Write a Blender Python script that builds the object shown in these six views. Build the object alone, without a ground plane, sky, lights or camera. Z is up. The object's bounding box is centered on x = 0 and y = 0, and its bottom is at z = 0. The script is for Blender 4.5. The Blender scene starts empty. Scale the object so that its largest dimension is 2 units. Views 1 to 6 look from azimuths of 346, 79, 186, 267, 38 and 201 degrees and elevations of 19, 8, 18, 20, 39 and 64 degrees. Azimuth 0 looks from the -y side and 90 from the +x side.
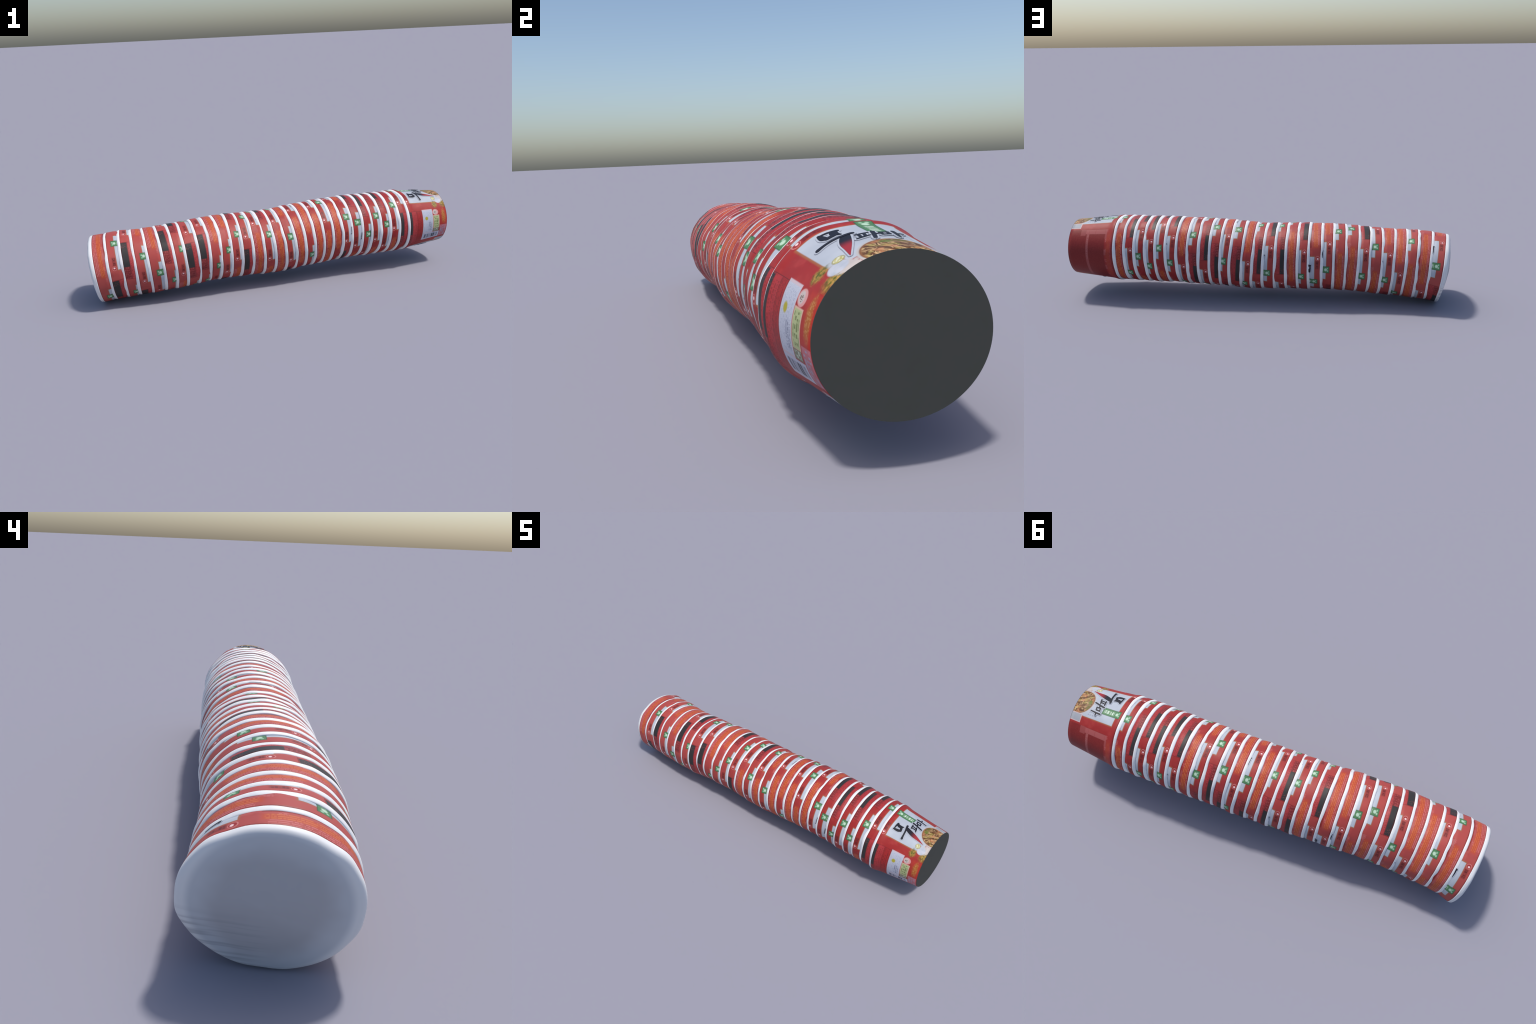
"""Long leaning row of thirty nested paper noodle cups lying on its side.

Every cup is the same product: white rolled rim, tapering printed wall and a
flat base.  The cups differ in where they sit on the gently waving spine, in how
far they are turned about their own axis and in small dents.
Label coordinates used everywhere: theta (degrees round the cup, growing to a
reader's right) and s (metres from the rim down towards the base)."""
import bpy, math, random
from mathutils import Vector, Matrix

rnd = random.Random(7)
H = 0.252                      # cup height, rim to base
BASE_RY, BASE_RZ = 0.1615, 0.1471
ARC = 0.0030                   # metres of wall per degree near the rim
TAU = math.tau

# ---- the spine: centre of each rim, from the open end to the last cup --------
SPINE_X = [-0.9531, -0.8855, -0.82, -0.7597, -0.6967, -0.6316, -0.5718, -0.5142, -0.4489, -0.3891, -0.3305, -0.2678, -0.2102, -0.1515, -0.0918, -0.0317, 0.0253, 0.0811, 0.1395, 0.1914, 0.2453, 0.3008, 0.3562, 0.4133, 0.4729, 0.527, 0.5824, 0.6382, 0.6931, 0.7491]
SPINE_Y = [0.0121, 0.0012, -0.0028, -0.0083, -0.0131, -0.0167, -0.0176, -0.0176, -0.0149, -0.0116,
           -0.0085, -0.0057, -0.0034, -0.0031, -0.0025, -0.0009, -0.0017, 0.0002, 0.0042, 0.0047,
           0.0068, 0.0077, 0.0083, 0.0092, 0.0087, 0.0071, 0.0054, 0.005, 0.0051, 0.0052]
SPINE_Z = [0.1756, 0.1849, 0.1906, 0.1928, 0.1945, 0.1991, 0.2038, 0.2077, 0.2129, 0.218,
           0.2198, 0.22, 0.2186, 0.2185, 0.2163, 0.2165, 0.2158, 0.2225, 0.227, 0.2314,
           0.2349, 0.2377, 0.2397, 0.2427, 0.2447, 0.2429, 0.2436, 0.2455, 0.2453, 0.2447]
TILT_Y = [-0.1, -0.086, -0.066, -0.042, -0.015, 0.026, 0.029, 0.021, 0.04, 0.031, 0.029, -0.002, 0.004, 0.003, 0.017, 0.012, 0.022, 0.035, 0.021, 0.032, 0.025, 0.017, 0.009, 0.007, 0.019, 0.012, 0.015, 0.014, 0.016, 0.0]
TILT_Z = [0.1070, 0.087, 0.068, 0.075, 0.076, 0.07, 0.062, 0.063, 0.039, 0.027, 0.011, 0.016, 0.017, 0.028, 0.054, 0.072, 0.098, 0.094, 0.085, 0.069, 0.049, 0.033, 0.028, 0.012, -0.002, -0.002, -0.0, 0.001, 0.002, 0.007]
RIM_RY = [0.1987, 0.1921, 0.1899, 0.1907, 0.1891, 0.1916, 0.1912, 0.1902, 0.1894, 0.1918, 0.1922, 0.1905,
          0.1895, 0.1923, 0.1927, 0.194, 0.1931, 0.1917, 0.1925, 0.1911, 0.1905, 0.1911, 0.1927, 0.1908,
          0.1907, 0.1905, 0.1908, 0.1925, 0.1922, 0.1917]
RIM_RZ = [0.1772, 0.1774, 0.1795, 0.1762, 0.1749, 0.1742, 0.1743, 0.1746, 0.1746, 0.1745, 0.1754, 0.1753,
          0.1759, 0.1753, 0.1756, 0.176, 0.1782, 0.1797, 0.1792, 0.1794, 0.1792, 0.1795, 0.1786, 0.1779,
          0.1777, 0.1791, 0.1776, 0.177, 0.1761, 0.1779]
# where each cup's leaf badge points (degrees from straight up, towards +y)
BADGE = [231, 328, 31, 297, 265.5, 48, 101, 11, 22.5, 256, 281.5, 109, 344, 169, 102, 169,
         291, 189, 247.5, 187, 152, 206, 306, 95, 70.5, 103, 85.5, 119.5, 5, 4.3]
COUNT = len(SPINE_X)
BADGE_THETA = 4.3
RING_BACK = 0.0                # rims sit this far behind their spine point
BASE_CENTRE = Vector((0.9984, 0.0042, 0.248))


# =============================== materials ====================================
class Nodes:
    """Small helper that writes node networks."""

    def __init__(self, name):
        self.mat = bpy.data.materials.new(name)
        self.mat.use_nodes = True
        self.t = self.mat.node_tree
        self.bsdf = self.t.nodes["Principled BSDF"]

    def put(self, sock, v):
        if isinstance(v, bpy.types.NodeSocket):
            self.t.links.new(v, sock)
        elif isinstance(v, tuple) and len(v) == 3 and sock.type == "RGBA":
            sock.default_value = (*v, 1)
        else:
            sock.default_value = v

    def m(self, op, a, b=None, c=None):
        n = self.t.nodes.new("ShaderNodeMath")
        n.operation = op
        for i, v in enumerate((a, b, c)):
            if v is not None:
                self.put(n.inputs[i], v)
        return n.outputs[0]

    def ramp(self, v, a, b, lo=0.0, hi=1.0, kind="SMOOTHSTEP"):
        n = self.t.nodes.new("ShaderNodeMapRange")
        n.interpolation_type = kind
        for i, x in enumerate((v, a, b, lo, hi)):
            self.put(n.inputs[i], x)
        return n.outputs[0]

    def mix(self, f, a, b):
        n = self.t.nodes.new("ShaderNodeMix")
        n.data_type = "RGBA"
        self.put(n.inputs[0], f)
        self.put(n.inputs[6], a)
        self.put(n.inputs[7], b)
        return n.outputs[2]

    def vec(self, x, y, z=0.0):
        n = self.t.nodes.new("ShaderNodeCombineXYZ")
        for i, v in enumerate((x, y, z)):
            self.put(n.inputs[i], v)
        return n.outputs[0]

    def noise(self, vector, scale, detail=2.0, rough=0.5):
        n = self.t.nodes.new("ShaderNodeTexNoise")
        self.put(n.inputs["Vector"], vector)
        n.inputs["Scale"].default_value = scale
        n.inputs["Detail"].default_value = detail
        n.inputs["Roughness"].default_value = rough
        return n.outputs["Fac"]

    def white(self, vector):
        n = self.t.nodes.new("ShaderNodeTexWhiteNoise")
        n.noise_dimensions = "3D"
        self.put(n.inputs["Vector"], vector)
        return n.outputs["Value"]

    def object_xyz(self):
        c = self.t.nodes.new("ShaderNodeTexCoord")
        s = self.t.nodes.new("ShaderNodeSeparateXYZ")
        self.t.links.new(c.outputs["Object"], s.inputs[0])
        return c.outputs["Object"], s.outputs

    def prop(self, name):
        n = self.t.nodes.new("ShaderNodeAttribute")
        n.attribute_type = "OBJECT"
        n.attribute_name = '["%s"]' % name
        return n.outputs["Fac"]

    def done(self, colour, rough=0.45, spec=0.3, bump=None, strength=0.2):
        self.put(self.bsdf.inputs["Base Color"], colour)
        self.put(self.bsdf.inputs["Roughness"], rough)
        self.bsdf.inputs["Specular IOR Level"].default_value = spec
        if bump is not None:
            b = self.t.nodes.new("ShaderNodeBump")
            b.inputs["Strength"].default_value = strength
            b.inputs["Distance"].default_value = 0.002
            self.put(b.inputs["Height"], bump)
            self.t.links.new(b.outputs[0], self.bsdf.inputs["Normal"])
        return self.mat


def lin(r, g, b):
    """screen colour 0..255 to scene-linear"""
    f = lambda c: c / 12.92 if c <= 0.04045 else ((c + 0.055) / 1.055) ** 2.4
    return tuple(f(v / 255.0) for v in (r, g, b))


RED = (0.285, 0.019, 0.018)
RED_DEEP = (0.26, 0.016, 0.016)
RED_PALE = (0.38, 0.067, 0.058)
ORANGE = (0.38, 0.044, 0.020)
GOLD_TEXT = (0.55, 0.150, 0.042)
PINK_TEXT = (0.52, 0.15, 0.14)
DARK = (0.030, 0.027, 0.027)
DARK_RED = (0.10, 0.012, 0.012)
PANEL = (0.50, 0.53, 0.60)
OLIVE = (0.30, 0.13, 0.05)
GREEN = (0.070, 0.185, 0.078)
PAPER_WHITE = (0.80, 0.79, 0.78)


def printed_wall():
    g = Nodes("printed_paper")
    P, (x, y, z) = g.object_xyz()
    turn = g.prop("turn")
    ct, st = g.m("COSINE", turn), g.m("SINE", turn)
    pz = g.m("SUBTRACT", g.m("MULTIPLY", x, ct), g.m("MULTIPLY", y, st))
    py = g.m("ADD", g.m("MULTIPLY", x, st), g.m("MULTIPLY", y, ct))
    phi = g.m("ARCTAN2", g.m("MULTIPLY", py, 1 / 1.087), pz)
    th = g.m("MULTIPLY", g.m("SUBTRACT", phi, turn), 180 / math.pi)
    t360 = g.m("FLOORED_MODULO", th, 360.0)
    # the front panel is printed twice, 198 degrees apart
    second = g.m("MULTIPLY", g.m("GREATER_THAN", t360, 143.0), g.m("LESS_THAN", t360, 232.0))
    wrap = g.m("MULTIPLY", g.m("GREATER_THAN", t360, 231.9), 360.0)
    tf = g.m("SUBTRACT", g.m("SUBTRACT", t360, wrap), g.m("MULTIPLY", second, 198.0))
    U = g.m("MULTIPLY", tf, ARC)
    S = g.m("SUBTRACT", g.m("SUBTRACT", H, z), g.m("MULTIPLY", g.prop("slip"), g.m("SUBTRACT", 0.62, g.m("MULTIPLY", py, 2.0))))
    US = g.vec(U, S)

    def rect(t0, t1, s0, s1, soft=0.0017):
        du = g.m("SUBTRACT", g.m("ABSOLUTE", g.m("SUBTRACT", U, (t0 + t1) / 2 * ARC)), abs(t1 - t0) / 2 * ARC)
        ds = g.m("SUBTRACT", g.m("ABSOLUTE", g.m("SUBTRACT", S, (s0 + s1) / 2)), abs(s1 - s0) / 2)
        return g.ramp(g.m("MAXIMUM", du, ds), -soft, soft, 1.0, 0.0)

    def ellipse(t, s, rt, rs, soft=0.12, wob=None):
        a = g.m("DIVIDE", g.m("SUBTRACT", U, t * ARC), rt * ARC)
        b = g.m("DIVIDE", g.m("SUBTRACT", S, s), rs)
        d = g.m("SQRT", g.m("ADD", g.m("MULTIPLY", a, a), g.m("MULTIPLY", b, b)))
        if wob is not None:
            d = g.m("ADD", d, wob)
        return g.ramp(d, 1 - soft, 1 + soft, 1.0, 0.0)

    def AND(*k):
        r = k[0]
        for v in k[1:]:
            r = g.m("MULTIPLY", r, v)
        return r

    def lines(pitch, glyph, fill=0.6, across=False, duty=0.62, seed=0.0):
        """rows of unreadably small print; across=True stacks the rows round the cup"""
        a, b = (S, U) if across else (U, S)
        row = g.m("DIVIDE", b, pitch)
        cell = g.vec(g.m("FLOOR", g.m("DIVIDE", a, glyph)), g.m("FLOOR", row), seed)
        ink = g.ramp(g.white(cell), 1 - fill - 0.15, 1 - fill + 0.15)
        band = g.ramp(g.m("ABSOLUTE", g.m("SUBTRACT", g.m("FRACT", row), 0.5)), duty / 2 - 0.12, duty / 2 + 0.12, 1.0, 0.0)
        return g.m("MULTIPLY", ink, band)

    big = g.noise(P, 9.0, 2.0)
    fine = g.noise(US, 320.0, 2.0)
    red = g.mix(g.ramp(big, 0.35, 0.7), RED, (0.31, 0.026, 0.022))
    red = g.mix(g.prop("fade"), red, RED_PALE)
    red = g.mix(g.m("MULTIPLY", g.ramp(g.noise(P, 26.0, 3.0), 0.48, 0.72), 0.30), red, (0.44, 0.060, 0.050))
    red = g.mix(g.m("MULTIPLY", g.ramp(g.noise(P, 17.0, 3.0), 0.52, 0.75), 0.30), red, (0.20, 0.014, 0.016))
    col = red

    # ---------- ingredients panel: fine print on red darkened for baked side shade, orange band on top
    grid = g.m("MAXIMUM", lines(0.0042, 0.0012, 0.5, False, 0.5, 3.0), 0.0)
    fineprint = g.mix(g.m("MULTIPLY", grid, 0.5), (0.195, 0.015, 0.014), (0.30, 0.042, 0.032))
    col = g.mix(rect(38.5, 141, 0.046, 0.30, 0.003), col, fineprint)
    vivid = g.prop("vivid")
    col = g.mix(AND(rect(45, 141, 0.014, 0.036, 0.007), vivid), col, g.mix(g.m("MULTIPLY", g.prop("fade"), 0.6), ORANGE, (0.46, 0.078, 0.038)))
    col = g.mix(AND(rect(48, 139, 0.014, 0.038, 0.003), lines(0.0074, 0.0024, 0.8, False, 0.55, 5.0), 0.7, vivid), col, GOLD_TEXT)
    col = g.mix(AND(rect(50, 137, -0.014, 0.0130, 0.0008), lines(0.0074, 0.0026, 0.75, False, 0.5, 8.0), 0.85, vivid), col, PINK_TEXT)
    for t in (42, 60, 78, 96, 128):
        col = g.mix(AND(rect(t - 3, t + 3, 0.034, 0.043), lines(0.0045, 0.003, 0.6, False, 0.8, 9.0), 0.6), col, PINK_TEXT)
    strip = (0.36, 0.085, 0.080)
    col = g.mix(rect(39, 48, 0.040, 0.158), col, strip)
    col = g.mix(AND(rect(40, 47, 0.043, 0.155), lines(0.009, 0.03, 0.25, False, 0.3, 2.0), 0.4), col, RED_DEEP)
    col = g.mix(AND(rect(38.5, 51, 0.158, 0.186), 0.6), col, strip)
    col = g.mix(AND(rect(48, 138, 0.137, 0.151), 0.75), col, strip)
    col = g.mix(AND(rect(49, 96, 0.140, 0.148), lines(0.008, 0.0022, 0.5, False, 0.9, 4.0), 0.5), col, (0.47, 0.18, 0.16))
    for t in (52, 81, 110):
        col = g.mix(AND(rect(t - 5, t + 5, 0.037, 0.047), 0.6), col, strip)

    # ---------- nutrition panel: black bar, boxes of small print
    col = g.mix(AND(rect(-125, -60, -0.02, 0.056), 0.6), col, (0.37, 0.035, 0.042))
    col = g.mix(rect(-125, -60, 0.056, 0.090), col, (0.31, 0.020, 0.020))
    small = lines(0.0085, 0.0026, 0.46, False, 0.7, 11.0)
    col = g.mix(AND(rect(-124.5, -60.5, -0.02, 0.0235), 0.72), col, DARK_RED)
    col = g.mix(AND(rect(-124, -61, -0.02, 0.022), small, 0.75), col, (0.33, 0.060, 0.060))
    col = g.mix(AND(rect(-124, -61, 0.026, 0.086), lines(0.0085, 0.0024, 0.5, False, 0.6, 12.0), 0.45), col, DARK_RED)
    for s in (0.0245, 0.0585, 0.079):
        col = g.mix(AND(rect(-125, -60, s - 0.0008, s + 0.0008, 0.0006), 0.7), col, DARK_RED)
    col = g.mix(rect(-103.5, -61.2, -0.02, 0.0232), col, DARK)
    col = g.mix(AND(rect(-71, -63, -0.02, 0.021), small, 0.45), col, (0.20, 0.06, 0.055))
    col = g.mix(AND(rect(-60.4, -59.8, 0.0, 0.092, 0.0008), 0.8), col, DARK_RED)
    col = g.mix(AND(rect(-125.6, -125, 0.0, 0.092, 0.0008), 0.8), col, DARK_RED)
    col = g.mix(AND(rect(-124, -59.5, 0.089, 0.0945, 0.002), 0.7), col, DARK_RED)

    # white leaflet, barcode, seals
    col = g.mix(rect(-122.8, -58.2, 0.0925, 0.1585), col, (0.50, 0.40, 0.43))
    leaf = g.mix(g.ramp(fine, 0.4, 0.7), (0.40, 0.42, 0.50), (0.47, 0.48, 0.55))
    col = g.mix(rect(-105.5, -60.2, 0.0945, 0.1565), col, leaf)
    col = g.mix(AND(rect(-102, -83, 0.128, 0.150), lines(0.0085, 0.0024, 0.6, False, 0.6, 14.0), 0.75), col, (0.12, 0.13, 0.20))
    col = g.mix(AND(rect(-104, -63, 0.100, 0.152), lines(0.0075, 0.0030, 0.30, False, 0.45, 15.0), 0.5), col, (0.22, 0.24, 0.34))
    col = g.mix(ellipse(-76.1, 0.1165, 3.6, 0.0095, 0.3), col, (0.36, 0.31, 0.03))
    col = g.mix(rect(-122.5, -107, 0.0935, 0.203), col, (0.44, 0.45, 0.53))
    bars = g.ramp(g.white(g.vec(g.m("FLOOR", g.m("DIVIDE", S, 0.0021)), 4.0, 2.0)), 0.40, 0.5)
    col = g.mix(AND(rect(-119.5, -109.5, 0.106, 0.192), bars), col, (0.05, 0.055, 0.08))
    col = g.mix(ellipse(-65, 0.1785, 6.0, 0.0185, 0.1), col, (0.55, 0.27, 0.26))
    col = g.mix(ellipse(-65, 0.1755, 4.4, 0.0115, 0.2), col, (0.47, 0.40, 0.38))
    col = g.mix(AND(ellipse(-65, 0.1755, 3.2, 0.008), lines(0.006, 0.002, 0.5, False, 0.7, 17.0)), col, (0.16, 0.12, 0.10))
    col = g.mix(rect(-98.5, -71.3, 0.1605, 0.2005), col, (0.55, 0.36, 0.27))
    col = g.mix(rect(-98, -72.5, 0.1625, 0.1965), col, (0.36, 0.40, 0.20))
    col = g.mix(AND(rect(-96, -74, 0.166, 0.194), lines(0.0095, 0.0042, 0.55, False, 0.7, 18.0), 0.75), col, (0.09, 0.12, 0.03))
    col = g.mix(rect(-106, -98.6, 0.1605, 0.1985), col, (0.17, 0.18, 0.12))
    col = g.mix(AND(rect(-105, -99.5, 0.166, 0.194), lines(0.010, 0.004, 0.5, False, 0.7, 19.0)), col, (0.42, 0.46, 0.36))
    wob = g.m("MULTIPLY", g.m("SUBTRACT", g.noise(US, 60.0), 0.5), 0.9)
    col = g.mix(AND(rect(-93, -58, 0.203, 0.27, 0.006), 0.3), col, (0.48, 0.045, 0.018))
    fish = g.mix(lines(0.006, 0.0035, 0.5, False, 0.7, 21.0), (0.34, 0.10, 0.018), (0.42, 0.19, 0.06))
    col = g.mix(ellipse(-75, 0.2285, 13.5, 0.0115, 0.5, wob), col, fish)
    col = g.mix(rect(-122.5, -93.5, 0.2045, 0.2465), col, (0.42, 0.13, 0.15))
    col = g.mix(AND(rect(-121, -95, 0.209, 0.243), lines(0.0115, 0.0050, 0.5, False, 0.75, 23.0), 0.8), col, (0.30, 0.28, 0.36))

    # ---------- front panel (also the second front panel)
    front = g.m("MAXIMUM", second, AND(g.m("GREATER_THAN", tf, -57.0), g.m("LESS_THAN", tf, 38.3)))
    flat = col
    # maker's mark and its lettering by the panel's left shoulder
    col = g.mix(AND(rect(-34.5, -22.5, 0.0105, 0.0240, 0.002), lines(0.0075, 0.0030, 0.62, True, 0.8, 25.0), 0.7), col, (0.07, 0.010, 0.010))
    col = g.mix(AND(rect(-35.5, -21.5, 0.009, 0.026, 0.004), 0.45), col, DARK_RED)
    col = g.mix(ellipse(-39.6, 0.0150, 3.7, 0.0110, 0.12), col, (0.55, 0.20, 0.18))
    col = g.mix(ellipse(-39.4, 0.0152, 3.05, 0.0092, 0.14), col, (0.30, 0.025, 0.024))
    col = g.mix(ellipse(-38.9, 0.0146, 1.3, 0.0046, 0.4), col, (0.80, 0.55, 0.55))
    # panel with tan edge
    col = g.mix(AND(rect(-43.6, 24.4, 0.0285, 0.198, 0.0032), 0.75), col, OLIVE)
    panel = g.mix(g.ramp(g.noise(US, 14.0), 0.35, 0.7), (0.37, 0.40, 0.455), (0.42, 0.45, 0.50))
    panel_tall = g.m("MAXIMUM", rect(-42, 23, 0.0315, 0.196), rect(-31, 22.5, 0.18, 0.222))
    col = g.mix(panel_tall, col, panel)
    col = g.mix(AND(rect(14, 20, 0.108, 0.170), lines(0.012, 0.004, 0.35, True, 0.5, 26.0), 0.6), col, (0.2, 0.22, 0.27))
    # green badge with white print
    col = g.mix(rect(-1.4, 10.6, 0.0138, 0.1075), col, (0.022, 0.07, 0.028))
    col = g.mix(rect(-0.7, 9.9, 0.0150, 0.1055), col, GREEN)
    col = g.mix(AND(rect(2.0, 7.6, 0.046, 0.099), lines(0.0115, 0.0030, 0.65, True, 1.2, 27.0), g.ramp(g.m("FRACT", g.m("DIVIDE", S, 0.0118)), 0.15, 0.25), 0.85), col, (0.62, 0.72, 0.60))
    col = g.mix(ellipse(4.6, 0.0325, 2.5, 0.0068, 0.35), col, (0.42, 0.58, 0.43))
    col = g.mix(ellipse(6.6, 0.0225, 1.4, 0.0036, 0.5), col, (0.33, 0.50, 0.35))
    col = g.mix(ellipse(2.2, 0.0235, 1.2, 0.0030, 0.5), col, (0.30, 0.50, 0.33))
    # vegetables left of the bowl
    leafy = g.mix(g.ramp(g.noise(US, 95.0, 3.0), 0.35, 0.65), (0.075, 0.095, 0.012), (0.38, 0.22, 0.05))
    wob2 = g.m("MULTIPLY", g.m("SUBTRACT", g.noise(US, 90.0), 0.5), 1.3)
    col = g.mix(ellipse(-48, 0.1850, 6.8, 0.0145, 0.5, wob2), col, leafy)
    col = g.mix(ellipse(-44, 0.2400, 10.5, 0.0200, 0.6, wob2), col, leafy)
    col = g.mix(ellipse(-33, 0.2380, 8.0, 0.0220, 0.25, wob2), col, (0.45, 0.40, 0.38))
    onion = g.mix(g.ramp(g.noise(US, 45.0), 0.3, 0.7), (0.38, 0.41, 0.47), (0.47, 0.48, 0.53))
    col = g.mix(ellipse(-38, 0.2160, 7.6, 0.0205, 0.12), col, onion)
    col = g.mix(ellipse(-33.6, 0.1920, 4.6, 0.0125, 0.15), col, (0.25, 0.23, 0.09))
    garlic = g.mix(g.ramp(g.noise(US, 130.0), 0.4, 0.6), (0.40, 0.36, 0.12), (0.58, 0.57, 0.42))
    col = g.mix(ellipse(-33.6, 0.1920, 3.8, 0.0105, 0.15), col, garlic)
    # bowl of noodles
    col = g.mix(ellipse(-1.0, 0.2350, 24.5, 0.0710, 0.03), col, (0.42, 0.40, 0.39))
    col = g.mix(ellipse(-1.0, 0.2350, 22.8, 0.0665, 0.03), col, (0.20, 0.075, 0.025))
    warp = g.m("MULTIPLY", g.noise(US, 34.0, 1.0), 0.06)
    strand = g.noise(g.vec(g.m("MULTIPLY", g.m("ADD", U, warp), 1.0), g.m("MULTIPLY", g.m("ADD", S, g.m("MULTIPLY", warp, 1.6)), 0.42)), 105.0, 2.0)
    noodle = g.mix(g.ramp(strand, 0.42, 0.64), (0.085, 0.034, 0.012), (0.50, 0.33, 0.16))
    noodle = g.mix(AND(g.ramp(g.noise(g.vec(U, S, 3.0), 42.0), 0.50, 0.62), 0.5), noodle, (0.46, 0.16, 0.07))
    noodle = g.mix(AND(g.ramp(g.noise(g.vec(U, S, 7.0), 36.0), 0.52, 0.62), 0.4), noodle, (0.34, 0.29, 0.06))
    noodle = g.mix(AND(g.ramp(g.noise(g.vec(U, S, 11.0), 24.0, 3.0), 0.48, 0.66), 0.55), noodle, (0.16, 0.065, 0.022))
    noodle = g.mix(AND(ellipse(-2.0, 0.186, 4.0, 0.010, 0.5), 0.85), noodle, (0.09, 0.14, 0.02))
    noodle = g.mix(AND(ellipse(8.5, 0.182, 5.5, 0.009, 0.5), 0.8), noodle, (0.10, 0.11, 0.02))
    col = g.mix(ellipse(-1.0, 0.2350, 21.4, 0.0625, 0.04), col, noodle)
    # plain pale square tag at the lower right corner of the panel
    col = g.mix(rect(20.6, 35.2, 0.1955, 0.2535), col, (0.56, 0.40, 0.40))
    col = g.mix(rect(21.6, 33.8, 0.1990, 0.2500), col, (0.31, 0.32, 0.35))
    col = g.mix(front, flat, col)

    # dark line where the print starts under the rim
    col = g.mix(g.ramp(g.m("SUBTRACT", H, z), 0.0045, 0.0085, 0.5, 0.0), col, (0.12, 0.012, 0.012))
    return g.done(col, 0.5, 0.25, g.noise(P, 60.0, 3.0), 0.12)


def paper(name, a, b, scale, rough=0.5, spec=0.3):
    g = Nodes(name)
    P, _ = g.object_xyz()
    return g.done(g.mix(g.ramp(g.noise(P, scale, 3.0), 0.35, 0.65), a, b), rough, spec, g.noise(P, 45.0, 3.0), 0.15)


def brush_ink():
    """near-black ink; the long leg of the first letter runs out into red"""
    g = Nodes("brush_ink")
    P, (x, y, z) = g.object_xyz()
    S = g.m("SUBTRACT", H, z)
    r = g.m("MULTIPLY", g.ramp(S, 0.128, 0.168), g.prop("red_tip"))
    return g.done(g.mix(r, (0.011, 0.011, 0.018), (0.30, 0.022, 0.030)), 0.5, 0.25)


def closing_film():
    g = Nodes("white_film")
    P, (x, y, z) = g.object_xyz()
    r = g.m("SQRT", g.m("ADD", g.m("MULTIPLY", x, x), g.m("MULTIPLY", y, y)))
    soft = g.m("ADD", r, g.m("MULTIPLY", g.m("SUBTRACT", g.noise(P, 9.0, 2.0), 0.5), 0.07))
    col = g.mix(g.ramp(soft, 0.10, 0.165), (0.44, 0.44, 0.46), (0.55, 0.57, 0.60))  # shading painted by radius: greyed middle, lightened towards the lit edge
    col = g.mix(g.ramp(r, 0.160, 0.182), col, (0.76, 0.76, 0.76))
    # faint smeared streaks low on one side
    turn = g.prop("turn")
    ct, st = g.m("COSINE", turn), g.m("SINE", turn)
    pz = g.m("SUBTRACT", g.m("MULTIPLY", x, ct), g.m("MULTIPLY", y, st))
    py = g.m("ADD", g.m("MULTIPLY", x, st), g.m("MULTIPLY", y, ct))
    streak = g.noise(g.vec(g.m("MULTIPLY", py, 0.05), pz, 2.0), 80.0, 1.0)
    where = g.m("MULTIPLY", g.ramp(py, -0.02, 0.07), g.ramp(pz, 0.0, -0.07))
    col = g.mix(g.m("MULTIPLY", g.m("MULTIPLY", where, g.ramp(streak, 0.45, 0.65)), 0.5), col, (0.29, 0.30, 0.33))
    return g.done(col, 0.55, 0.3, g.noise(P, 12.0, 2.0), 0.3)


MAT_WALL = printed_wall()
MAT_RIM = paper("white_rim", (0.82, 0.81, 0.79), (0.76, 0.76, 0.77), 40.0)
MAT_BASE = paper("dark_base", (0.047, 0.050, 0.047), (0.046, 0.049, 0.046), 20.0, 0.7, 0.1)
MAT_INK = brush_ink()
MAT_HALO = paper("pale_halo", (0.38, 0.41, 0.465), (0.41, 0.44, 0.495), 60.0)
MAT_CONTOUR = paper("grey_contour", (0.24, 0.26, 0.32), (0.28, 0.30, 0.36), 60.0)
MAT_FILM = closing_film()


# =============================== geometry =====================================
def mesh_object(name, verts, faces, mat, parent, smooth=True):
    me = bpy.data.meshes.new(name)
    me.from_pydata(verts, [], faces)
    me.update()
    for p in me.polygons:
        p.use_smooth = smooth
    me.materials.append(mat)
    ob = bpy.data.objects.new(name, me)
    bpy.context.scene.collection.objects.link(ob)
    ob.parent = parent
    return ob


class Dent:
    """slow, small unevenness round one cup"""

    def __init__(self, size):
        self.k = [(n, rnd.gauss(0, size) / (1 + 0.25 * n), rnd.uniform(0, TAU)) for n in (2, 3, 4, 5, 7, 9, 12, 17)]

    def __call__(self, a):
        return sum(w * math.cos(n * a + p) for n, w, p in self.k)


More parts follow.
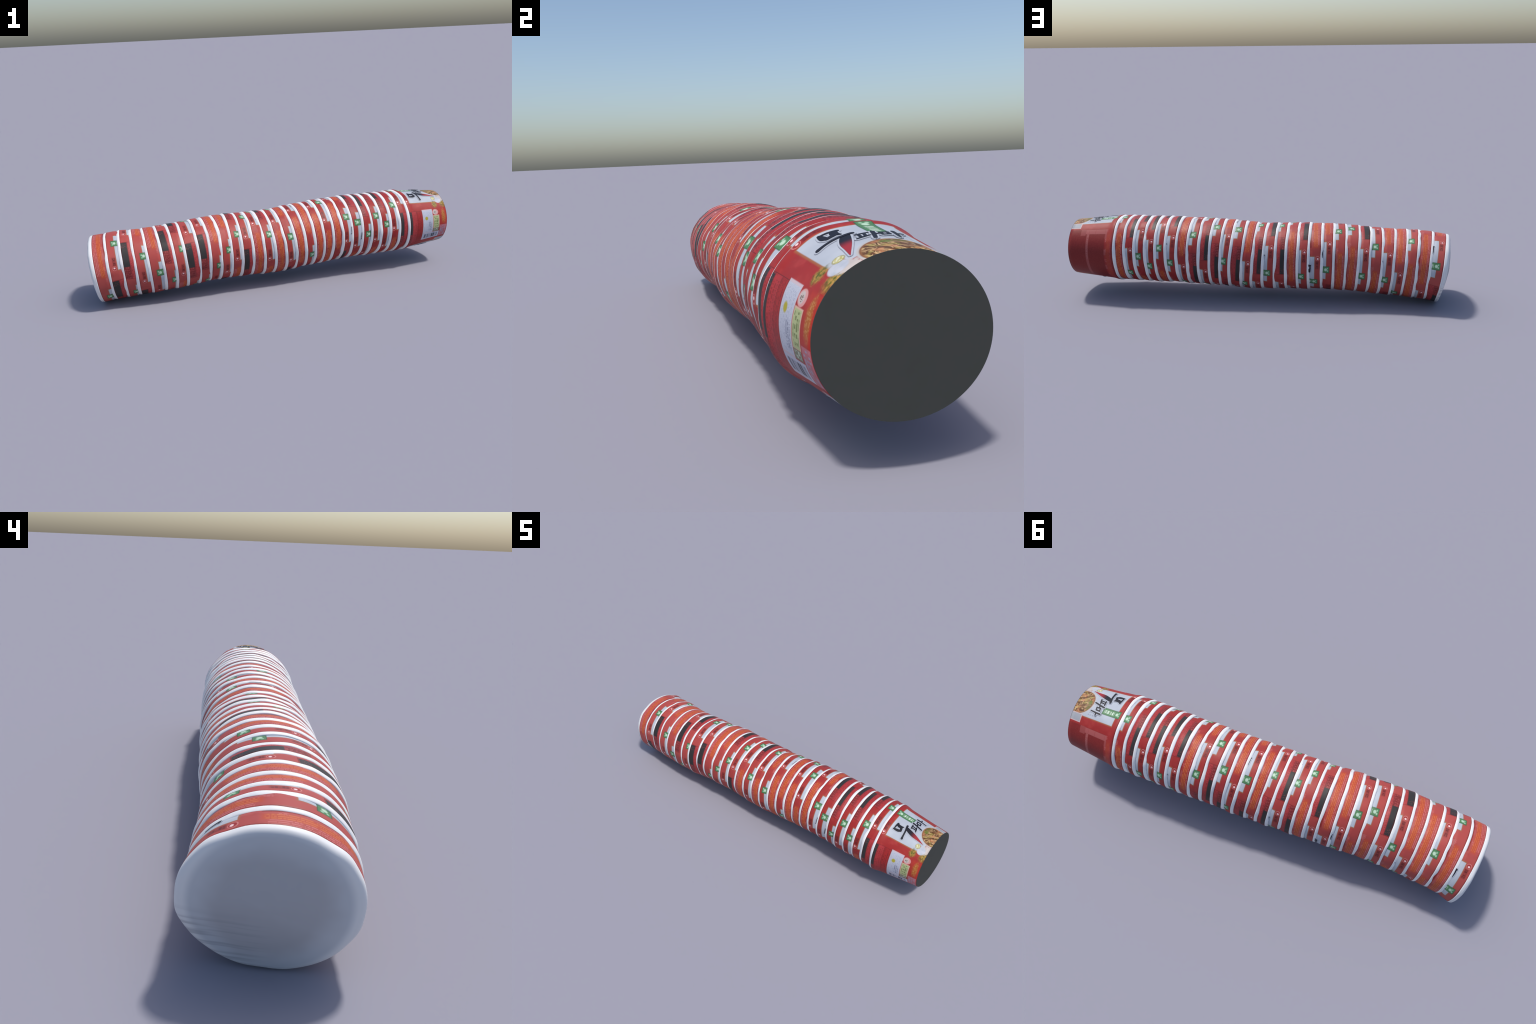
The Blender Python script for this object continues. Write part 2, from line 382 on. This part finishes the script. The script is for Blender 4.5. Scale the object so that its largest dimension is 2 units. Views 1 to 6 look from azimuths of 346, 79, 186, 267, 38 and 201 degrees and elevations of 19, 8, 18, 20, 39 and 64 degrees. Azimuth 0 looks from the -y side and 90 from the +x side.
class Cup:
    def __init__(self, i):
        self.i = i
        self.last = i == COUNT - 1
        self.turn = math.radians(BADGE[i] - BADGE_THETA)
        self.slip = 0.0145 * min(max((18 - i) / 11.0, 0.0), 1.0)      # print sits lower on the first cups
        self.ry, self.rz = RIM_RY[i], RIM_RZ[i]
        self.n = Vector((1, TILT_Y[i], TILT_Z[i])).normalized()
        self.c = Vector((SPINE_X[i], SPINE_Y[i], SPINE_Z[i])) - self.n * RING_BACK
        if not self.last:
            nxt = Vector((SPINE_X[i + 1], SPINE_Y[i + 1], SPINE_Z[i + 1]))
            self.step = (nxt - self.c).dot(self.n)
            self.drift = nxt - self.c - self.n * self.step
            self.turn_away = Vector((1, TILT_Y[i + 1], TILT_Z[i + 1])).normalized() - self.n
        else:
            self.step, self.drift = H, BASE_CENTRE - self.c - self.n * H
        self.skew = -0.03 if self.last else 0.0
        self.yv = Vector((0, 0, 1)).cross(self.n).normalized()
        self.zv = self.n.cross(self.yv)
        self.rim_dent, self.rim_wave = Dent(0.0014 if i else 0.0019), Dent(0.0010)
        t = self.turn
        X = self.zv * math.cos(t) + self.yv * math.sin(t)
        Z = -self.n
        Y = Z.cross(X)
        o = self.c + self.n * H
        self.matrix = Matrix(((X.x, Y.x, Z.x, o.x), (X.y, Y.y, Z.y, o.y), (X.z, Y.z, Z.z, o.z), (0, 0, 0, 1)))
        self.inverse = self.matrix.inverted()

    def print_drop(self, theta):
        """how far the print on this cup sits below its usual place"""
        return self.slip * (0.62 - 0.38 * math.sin(theta + self.turn)) + (0.0 if self.last else 0.002 if self.i > 8 else 0.006)

    def radii(self, s, a):
        """horizontal and vertical radius of the printed wall at depth s, world angle a"""
        if self.last:
            k = min(max(s / H, 0), 1.05)
            lip = 0.0043 * math.exp(-(((s - 0.011) / 0.020) ** 2))
            return self.ry * 0.982 * (1 - k) + BASE_RY * k + lip, self.rz * 0.982 * (1 - k) + BASE_RZ * k + lip
        k = self.i / COUNT
        here = self.step - self.turn_away.dot(self.yv * (self.ry * math.sin(a)) + self.zv * (self.rz * math.cos(a)))
        t = min(max(s / here, 0.0), 1.0)
        d = 0.0003 + (0.026 + 0.060 * k) * max(s - 0.006, 0)
        d += 0.05 * k * max(0.0, -math.cos(a)) * max(s - 0.014, 0)
        q = min(max((s - here + 0.024) / 0.016, 0.0), 1.0)              # tucks under the next rim
        d += (0.0025 + 0.0003 * k) * q * q * (3 - 2 * q)
        d += 0.25 * max(s - here + 0.004, 0)                            # hidden part stays clear of its neighbour
        j = self.i + 1
        return self.ry + (RIM_RY[j] - self.ry) * t - d, self.rz + (RIM_RZ[j] - self.rz) * t - d

    def point(self, theta, s, off=0.0):
        """point on the wall in cup coordinates; theta in radians in label direction"""
        a = theta + self.turn
        ry, rz = self.radii(s, a)
        fade = max(0.0, 1 - s / (0.22 if self.last else 0.10))
        d = off - 0.0030 * max(0.0, 1 - s / 0.0036) + self.rim_dent(a) * fade - self.flat_side(a) * fade
        s += self.skew * self.ry * math.sin(a) * max(0.0, 1 - s / 0.06)
        slide = self.drift * (min(max(s / self.step, 0), 1.0) if not self.last else s / H)
        w = self.c + self.n * s + slide + self.yv * ((ry + d) * math.sin(a)) + self.zv * ((rz + d) * math.cos(a))
        return self.inverse @ w

    def flat_side(self, a):
        """the open end is pressed flatter low on its +y side"""
        if self.i:
            return 0.0
        return 0.004 * math.exp(-(((a % TAU - 2.35) / 0.38) ** 2))

    def ring(self, theta, s, inset):
        a = theta + self.turn
        d = self.rim_dent(a) - self.flat_side(a) - inset
        if self.i == 0:                                   # mouth is pushed in low on the +y side
            s += 0.003 * math.exp(-(((a % TAU - 2.5) / 0.75) ** 2))
        s += self.rim_wave(a) + self.skew * self.ry * math.sin(a)
        w = self.c + self.n * s + self.yv * ((self.ry + d) * math.sin(a)) + self.zv * ((self.rz + d) * math.cos(a))
        return self.inverse @ w


SEG = 128


def loft(rows, closed=False):
    verts = [v for r in rows for v in r]
    n, faces = len(rows[0]), []
    for j in range(len(rows) - (0 if closed else 1)):
        k = (j + 1) % len(rows)
        for i in range(n):
            i2 = (i + 1) % n
            faces.append((j * n + i, k * n + i, k * n + i2, j * n + i2))
    return verts, faces


def angles():
    return [TAU * i / SEG for i in range(SEG)]


def wall(cup, parent):
    depth = [0.0, 0.0036, 0.009, 0.015, 0.022, 0.028, 0.032, 0.036, 0.040, 0.044, 0.048, 0.053, 0.058, 0.064, 0.072, 0.09, 0.12, 0.15, 0.18, 0.21, 0.235, H]
    outer = [[cup.point(a, s) for a in angles()] for s in depth]
    inner = [[cup.point(a, s, -0.003) for a in angles()] for s in reversed(depth)]
    v, f = loft(outer + inner, closed=True)
    ob = mesh_object("printed_wall", v, f, MAT_WALL, parent)
    ob["turn"] = cup.turn
    ob["fade"] = max(0.0, 1 - cup.i / 26.0)  # pales the print colours step by step towards the open end
    ob["slip"] = cup.slip
    ob["vivid"] = 0.25 if cup.last else 1.0
    return ob


def rim(cup, parent):
    # rolled paper lip: steep shoulder towards the base, long slope towards the open end
    k = 0.82 + 0.18 * cup.i / COUNT                      # the step between cups grows towards the last cup
    prof = [(0.0044, 0.0012), (0.0034, 0.0003), (0.0000, 0.0006 * k), (-0.0040, 0.0015 * k), (-0.0080, 0.0030 * k), (-0.0104, 0.0044 * k),
            (-0.0112, 0.0058 * k), (-0.0112, 0.0110), (-0.0060, 0.0125), (0.0034, 0.0070)]
    rows = [[cup.ring(a, s * (1 + 70 * cup.rim_wave(a + 1.0)), d) for a in angles()] for s, d in prof]
    v, f = loft(rows, closed=True)
    return mesh_object("rolled_rim", v, f, MAT_RIM, parent)


def base(cup, parent):
    s0, s1 = (H, H + 0.0012) if cup.last else (0.236, 0.240)
    rows = [[cup.point(a, s0, -0.0034) for a in angles()], [cup.point(a, s1, -0.0002 if cup.last else -0.0034) for a in angles()]]
    if cup.last:
        rows[0] = [cup.point(a, s0 + 0.0002, 0.0) for a in angles()]
    v, f = loft(rows)
    f.append(tuple(range(SEG, 2 * SEG)))
    f.append(tuple(reversed(range(SEG))))
    return mesh_object("flat_base", v, f, MAT_BASE, parent, smooth=False)


def film(cup, parent):
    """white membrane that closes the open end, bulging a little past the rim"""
    prof = [(-0.0035, 0.0002), (-0.0085, 0.0008), (-0.0130, 0.0026), (-0.0170, 0.0062), (-0.0200, 0.0115), (-0.0222, 0.020),
            (-0.0255, 0.040), (-0.0325, 0.075), (-0.0390, 0.115), (-0.0425, 0.148), (-0.0435, 0.165)]
    rows = []
    for k, (s, d) in enumerate(prof):
        w = min(k / 4, 1.0)
        if k <= 5:                                        # rounded shoulder, leaning back a little on the +y side
            row = []
            for a in angles():
                lean = 0.018 * math.sin(a + cup.turn) * (cup.rz - d) + 0.002
                swell = 0.003 * math.cos(a + cup.turn - 0.7)
                row.append(cup.ring(a, s + w * (lean - swell), d))
            centre = sum(row, Vector()) / SEG
        else:                                             # gently domed face with a few soft lumps
            f = 1 - (d - 0.020) / 0.157
            row = [centre + (p - centre) * f + Vector((0, 0, 0.020 - s + 0.0015 * math.sin(5 * t + k) * f)) for p, t in zip(rows[5], angles())]
            row = [p - Vector((0, 0, 0.020)) + Vector((0, 0, prof[5][0])) for p in row]
        rows.append(row)
    v, f = loft(rows)
    n = len(v)
    v.append(sum((p for p in rows[-1]), Vector()) / SEG)
    o = (len(rows) - 1) * SEG
    f += [(o + i, n, o + (i + 1) % SEG) for i in range(SEG)]
    ob = mesh_object("closing_film", v, f, MAT_FILM, parent)
    ob["turn"] = cup.turn
    return ob


# ---- brush lettering: strokes as (theta, s, width) control points --------------
BIG_BOX = [[(-27.4, 0.0480, .0070), (-27.2, 0.060, .0115), (-26.8, 0.073, .0135), (-25.4, 0.0845, .0090)],
           [(-27.2, 0.0505, .0060), (-22.0, 0.0510, .0080), (-16.2, 0.0540, .0105)],
           [(-16.4, 0.0530, .0080), (-19.2, 0.0640, .0160), (-18.9, 0.0770, .0130), (-16.9, 0.0870, .0035)],
           [(-25.6, 0.0845, .0100), (-21.5, 0.0800, .0130), (-18.6, 0.0750, .0110)]]
BIG_BAR = [[(-11.4, 0.0975, .0105), (-14.0, 0.0985, .0095), (-21.5, 0.1040, .0085), (-30.5, 0.1070, .0085), (-35.4, 0.1085, .0115)]]
BIG_LEG = [[(-15.9, 0.1030, .0170), (-18.4, 0.1220, .0220), (-21.2, 0.1480, .0220), (-23.6, 0.1760, .0135), (-26.9, 0.2090, .0020)]]
SMALL = [[(-11.6, 0.1180, .0060), (-7.6, 0.1165, .0065), (-3.6, 0.1150, .0055)],
         [(-9.9, 0.1180, .0058), (-10.4, 0.1400, .0065)], [(-6.2, 0.1165, .0058), (-7.4, 0.1385, .0065)],
         [(-13.6, 0.1460, .0050), (-8.5, 0.1415, .0068), (-4.6, 0.1375, .0050)],
         [(0.0, 0.1100, .0085), (-1.4, 0.1300, .0085), (-4.2, 0.1625, .0075)], [(-1.8, 0.1340, .0070), (2.2, 0.1320, .0070)],
         [(3.0, 0.1240, .0062), (3.0, 0.1440, .0068)], [(3.0, 0.1250, .0058), (8.0, 0.1220, .0064)],
         [(7.8, 0.1210, .0064), (7.4, 0.1410, .0068)], [(2.8, 0.1440, .0062), (7.6, 0.1410, .0062)],
         [(12.4, 0.1130, .0078), (12.0, 0.1330, .0076), (10.8, 0.1640, .0055)], [(12.2, 0.1360, .0062), (16.2, 0.1335, .0062)]]


def spline(pts, steps=6):
    out, P = [], [pts[0]] + list(pts) + [pts[-1]]
    for k in range(1, len(P) - 2):
        p0, p1, p2, p3 = P[k - 1:k + 3]
        for j in range(steps):
            t = j / steps
            out.append(tuple(0.5 * (2 * b + (c - a) * t + (2 * a - 5 * b + 4 * c - d) * t * t + (3 * b - a - 3 * c + d) * t ** 3)
                             for a, b, c, d in zip(p0, p1, p2, p3)))
    return out + [pts[-1]]


def strokes(name, cup, parent, sets, mat, lift, grow=0.0, shift=0.0, red_tip=0.0):
    v, f = [], []
    for j, stroke in enumerate(sets):
        line = [(t * ARC, s, w + grow) for t, s, w in spline(stroke)]
        rows = []
        for k, (u, s, w) in enumerate(line):
            a, b = line[max(k - 1, 0)], line[min(k + 1, len(line) - 1)]
            du, ds = b[0] - a[0], b[1] - a[1]
            q = math.hypot(du, ds) or 1
            rows.append((u, s, w / 2, du / q, ds / q))
        for end, sign in ((0, -1), (-1, 1)):                  # rounded brush ends
            u, s, h, du, ds = rows[end]
            extra = [(u + sign * du * h * c, s + sign * ds * h * c, h * r, du, ds) for c, r in ((0.5, 0.86), (0.85, 0.5), (0.97, 0.15))]
            rows = list(reversed(extra)) + rows if end == 0 else rows + extra
        top = lift + 0.00006 * j
        o = len(v)
        for u, s, h, du, ds in rows:
            for side, height in ((-1, top - 0.0006), (-1, top), (0, top), (1, top), (1, top - 0.0006)):
                uu, ss = u - ds * h * side, s + du * h * side
                v.append(cup.point(math.radians(uu / ARC + shift), min(ss + cup.print_drop(math.radians(uu / ARC + shift)), H - 0.001), height))
        for k in range(len(rows) - 1):
            for m in range(4):
                a = o + k * 5 + m
                f.append((a, a + 5, a + 6, a + 1))
    ob = mesh_object(name, v, f, mat, parent, smooth=False)
    ob["red_tip"] = red_tip
    return ob


cups = [Cup(i) for i in range(COUNT)]
for cup in cups:
    root = bpy.data.objects.new("paper_cup", None)
    root.empty_display_size = 0.05
    bpy.context.scene.collection.objects.link(root)
    root.matrix_world = cup.matrix
    root["label"] = "red printed paper noodle cup with a white rolled rim"
    root["category"] = "paper cup"
    body = wall(cup, root)
    rim(cup, root)
    base(cup, root)
    for shift in (0.0, 198.0):
        if cup.last:
            every = BIG_BOX + BIG_BAR + BIG_LEG
            strokes("letter_contour", cup, body, every + SMALL, MAT_CONTOUR, 0.0005, 0.0085, shift)
            strokes("letter_halo", cup, body, every + SMALL, MAT_HALO, 0.0012, 0.0068, shift)
            strokes("letter", cup, body, BIG_BOX + BIG_BAR, MAT_INK, 0.0024, 0.0, shift)
            strokes("letter", cup, body, BIG_LEG, MAT_INK, 0.0020, 0.0, shift, 1.0)
            strokes("letter", cup, body, SMALL, MAT_INK, 0.0024, 0.0, shift)
        else:
            strokes("letter_contour", cup, body, BIG_BOX, MAT_CONTOUR, 0.0005, 0.0085, shift)
            strokes("letter_halo", cup, body, BIG_BOX, MAT_HALO, 0.0008, 0.0068, shift)
            strokes("letter", cup, body, BIG_BOX, MAT_INK, 0.0016, 0.0, shift)
    if cup.i == 0:
        film(cup, root)
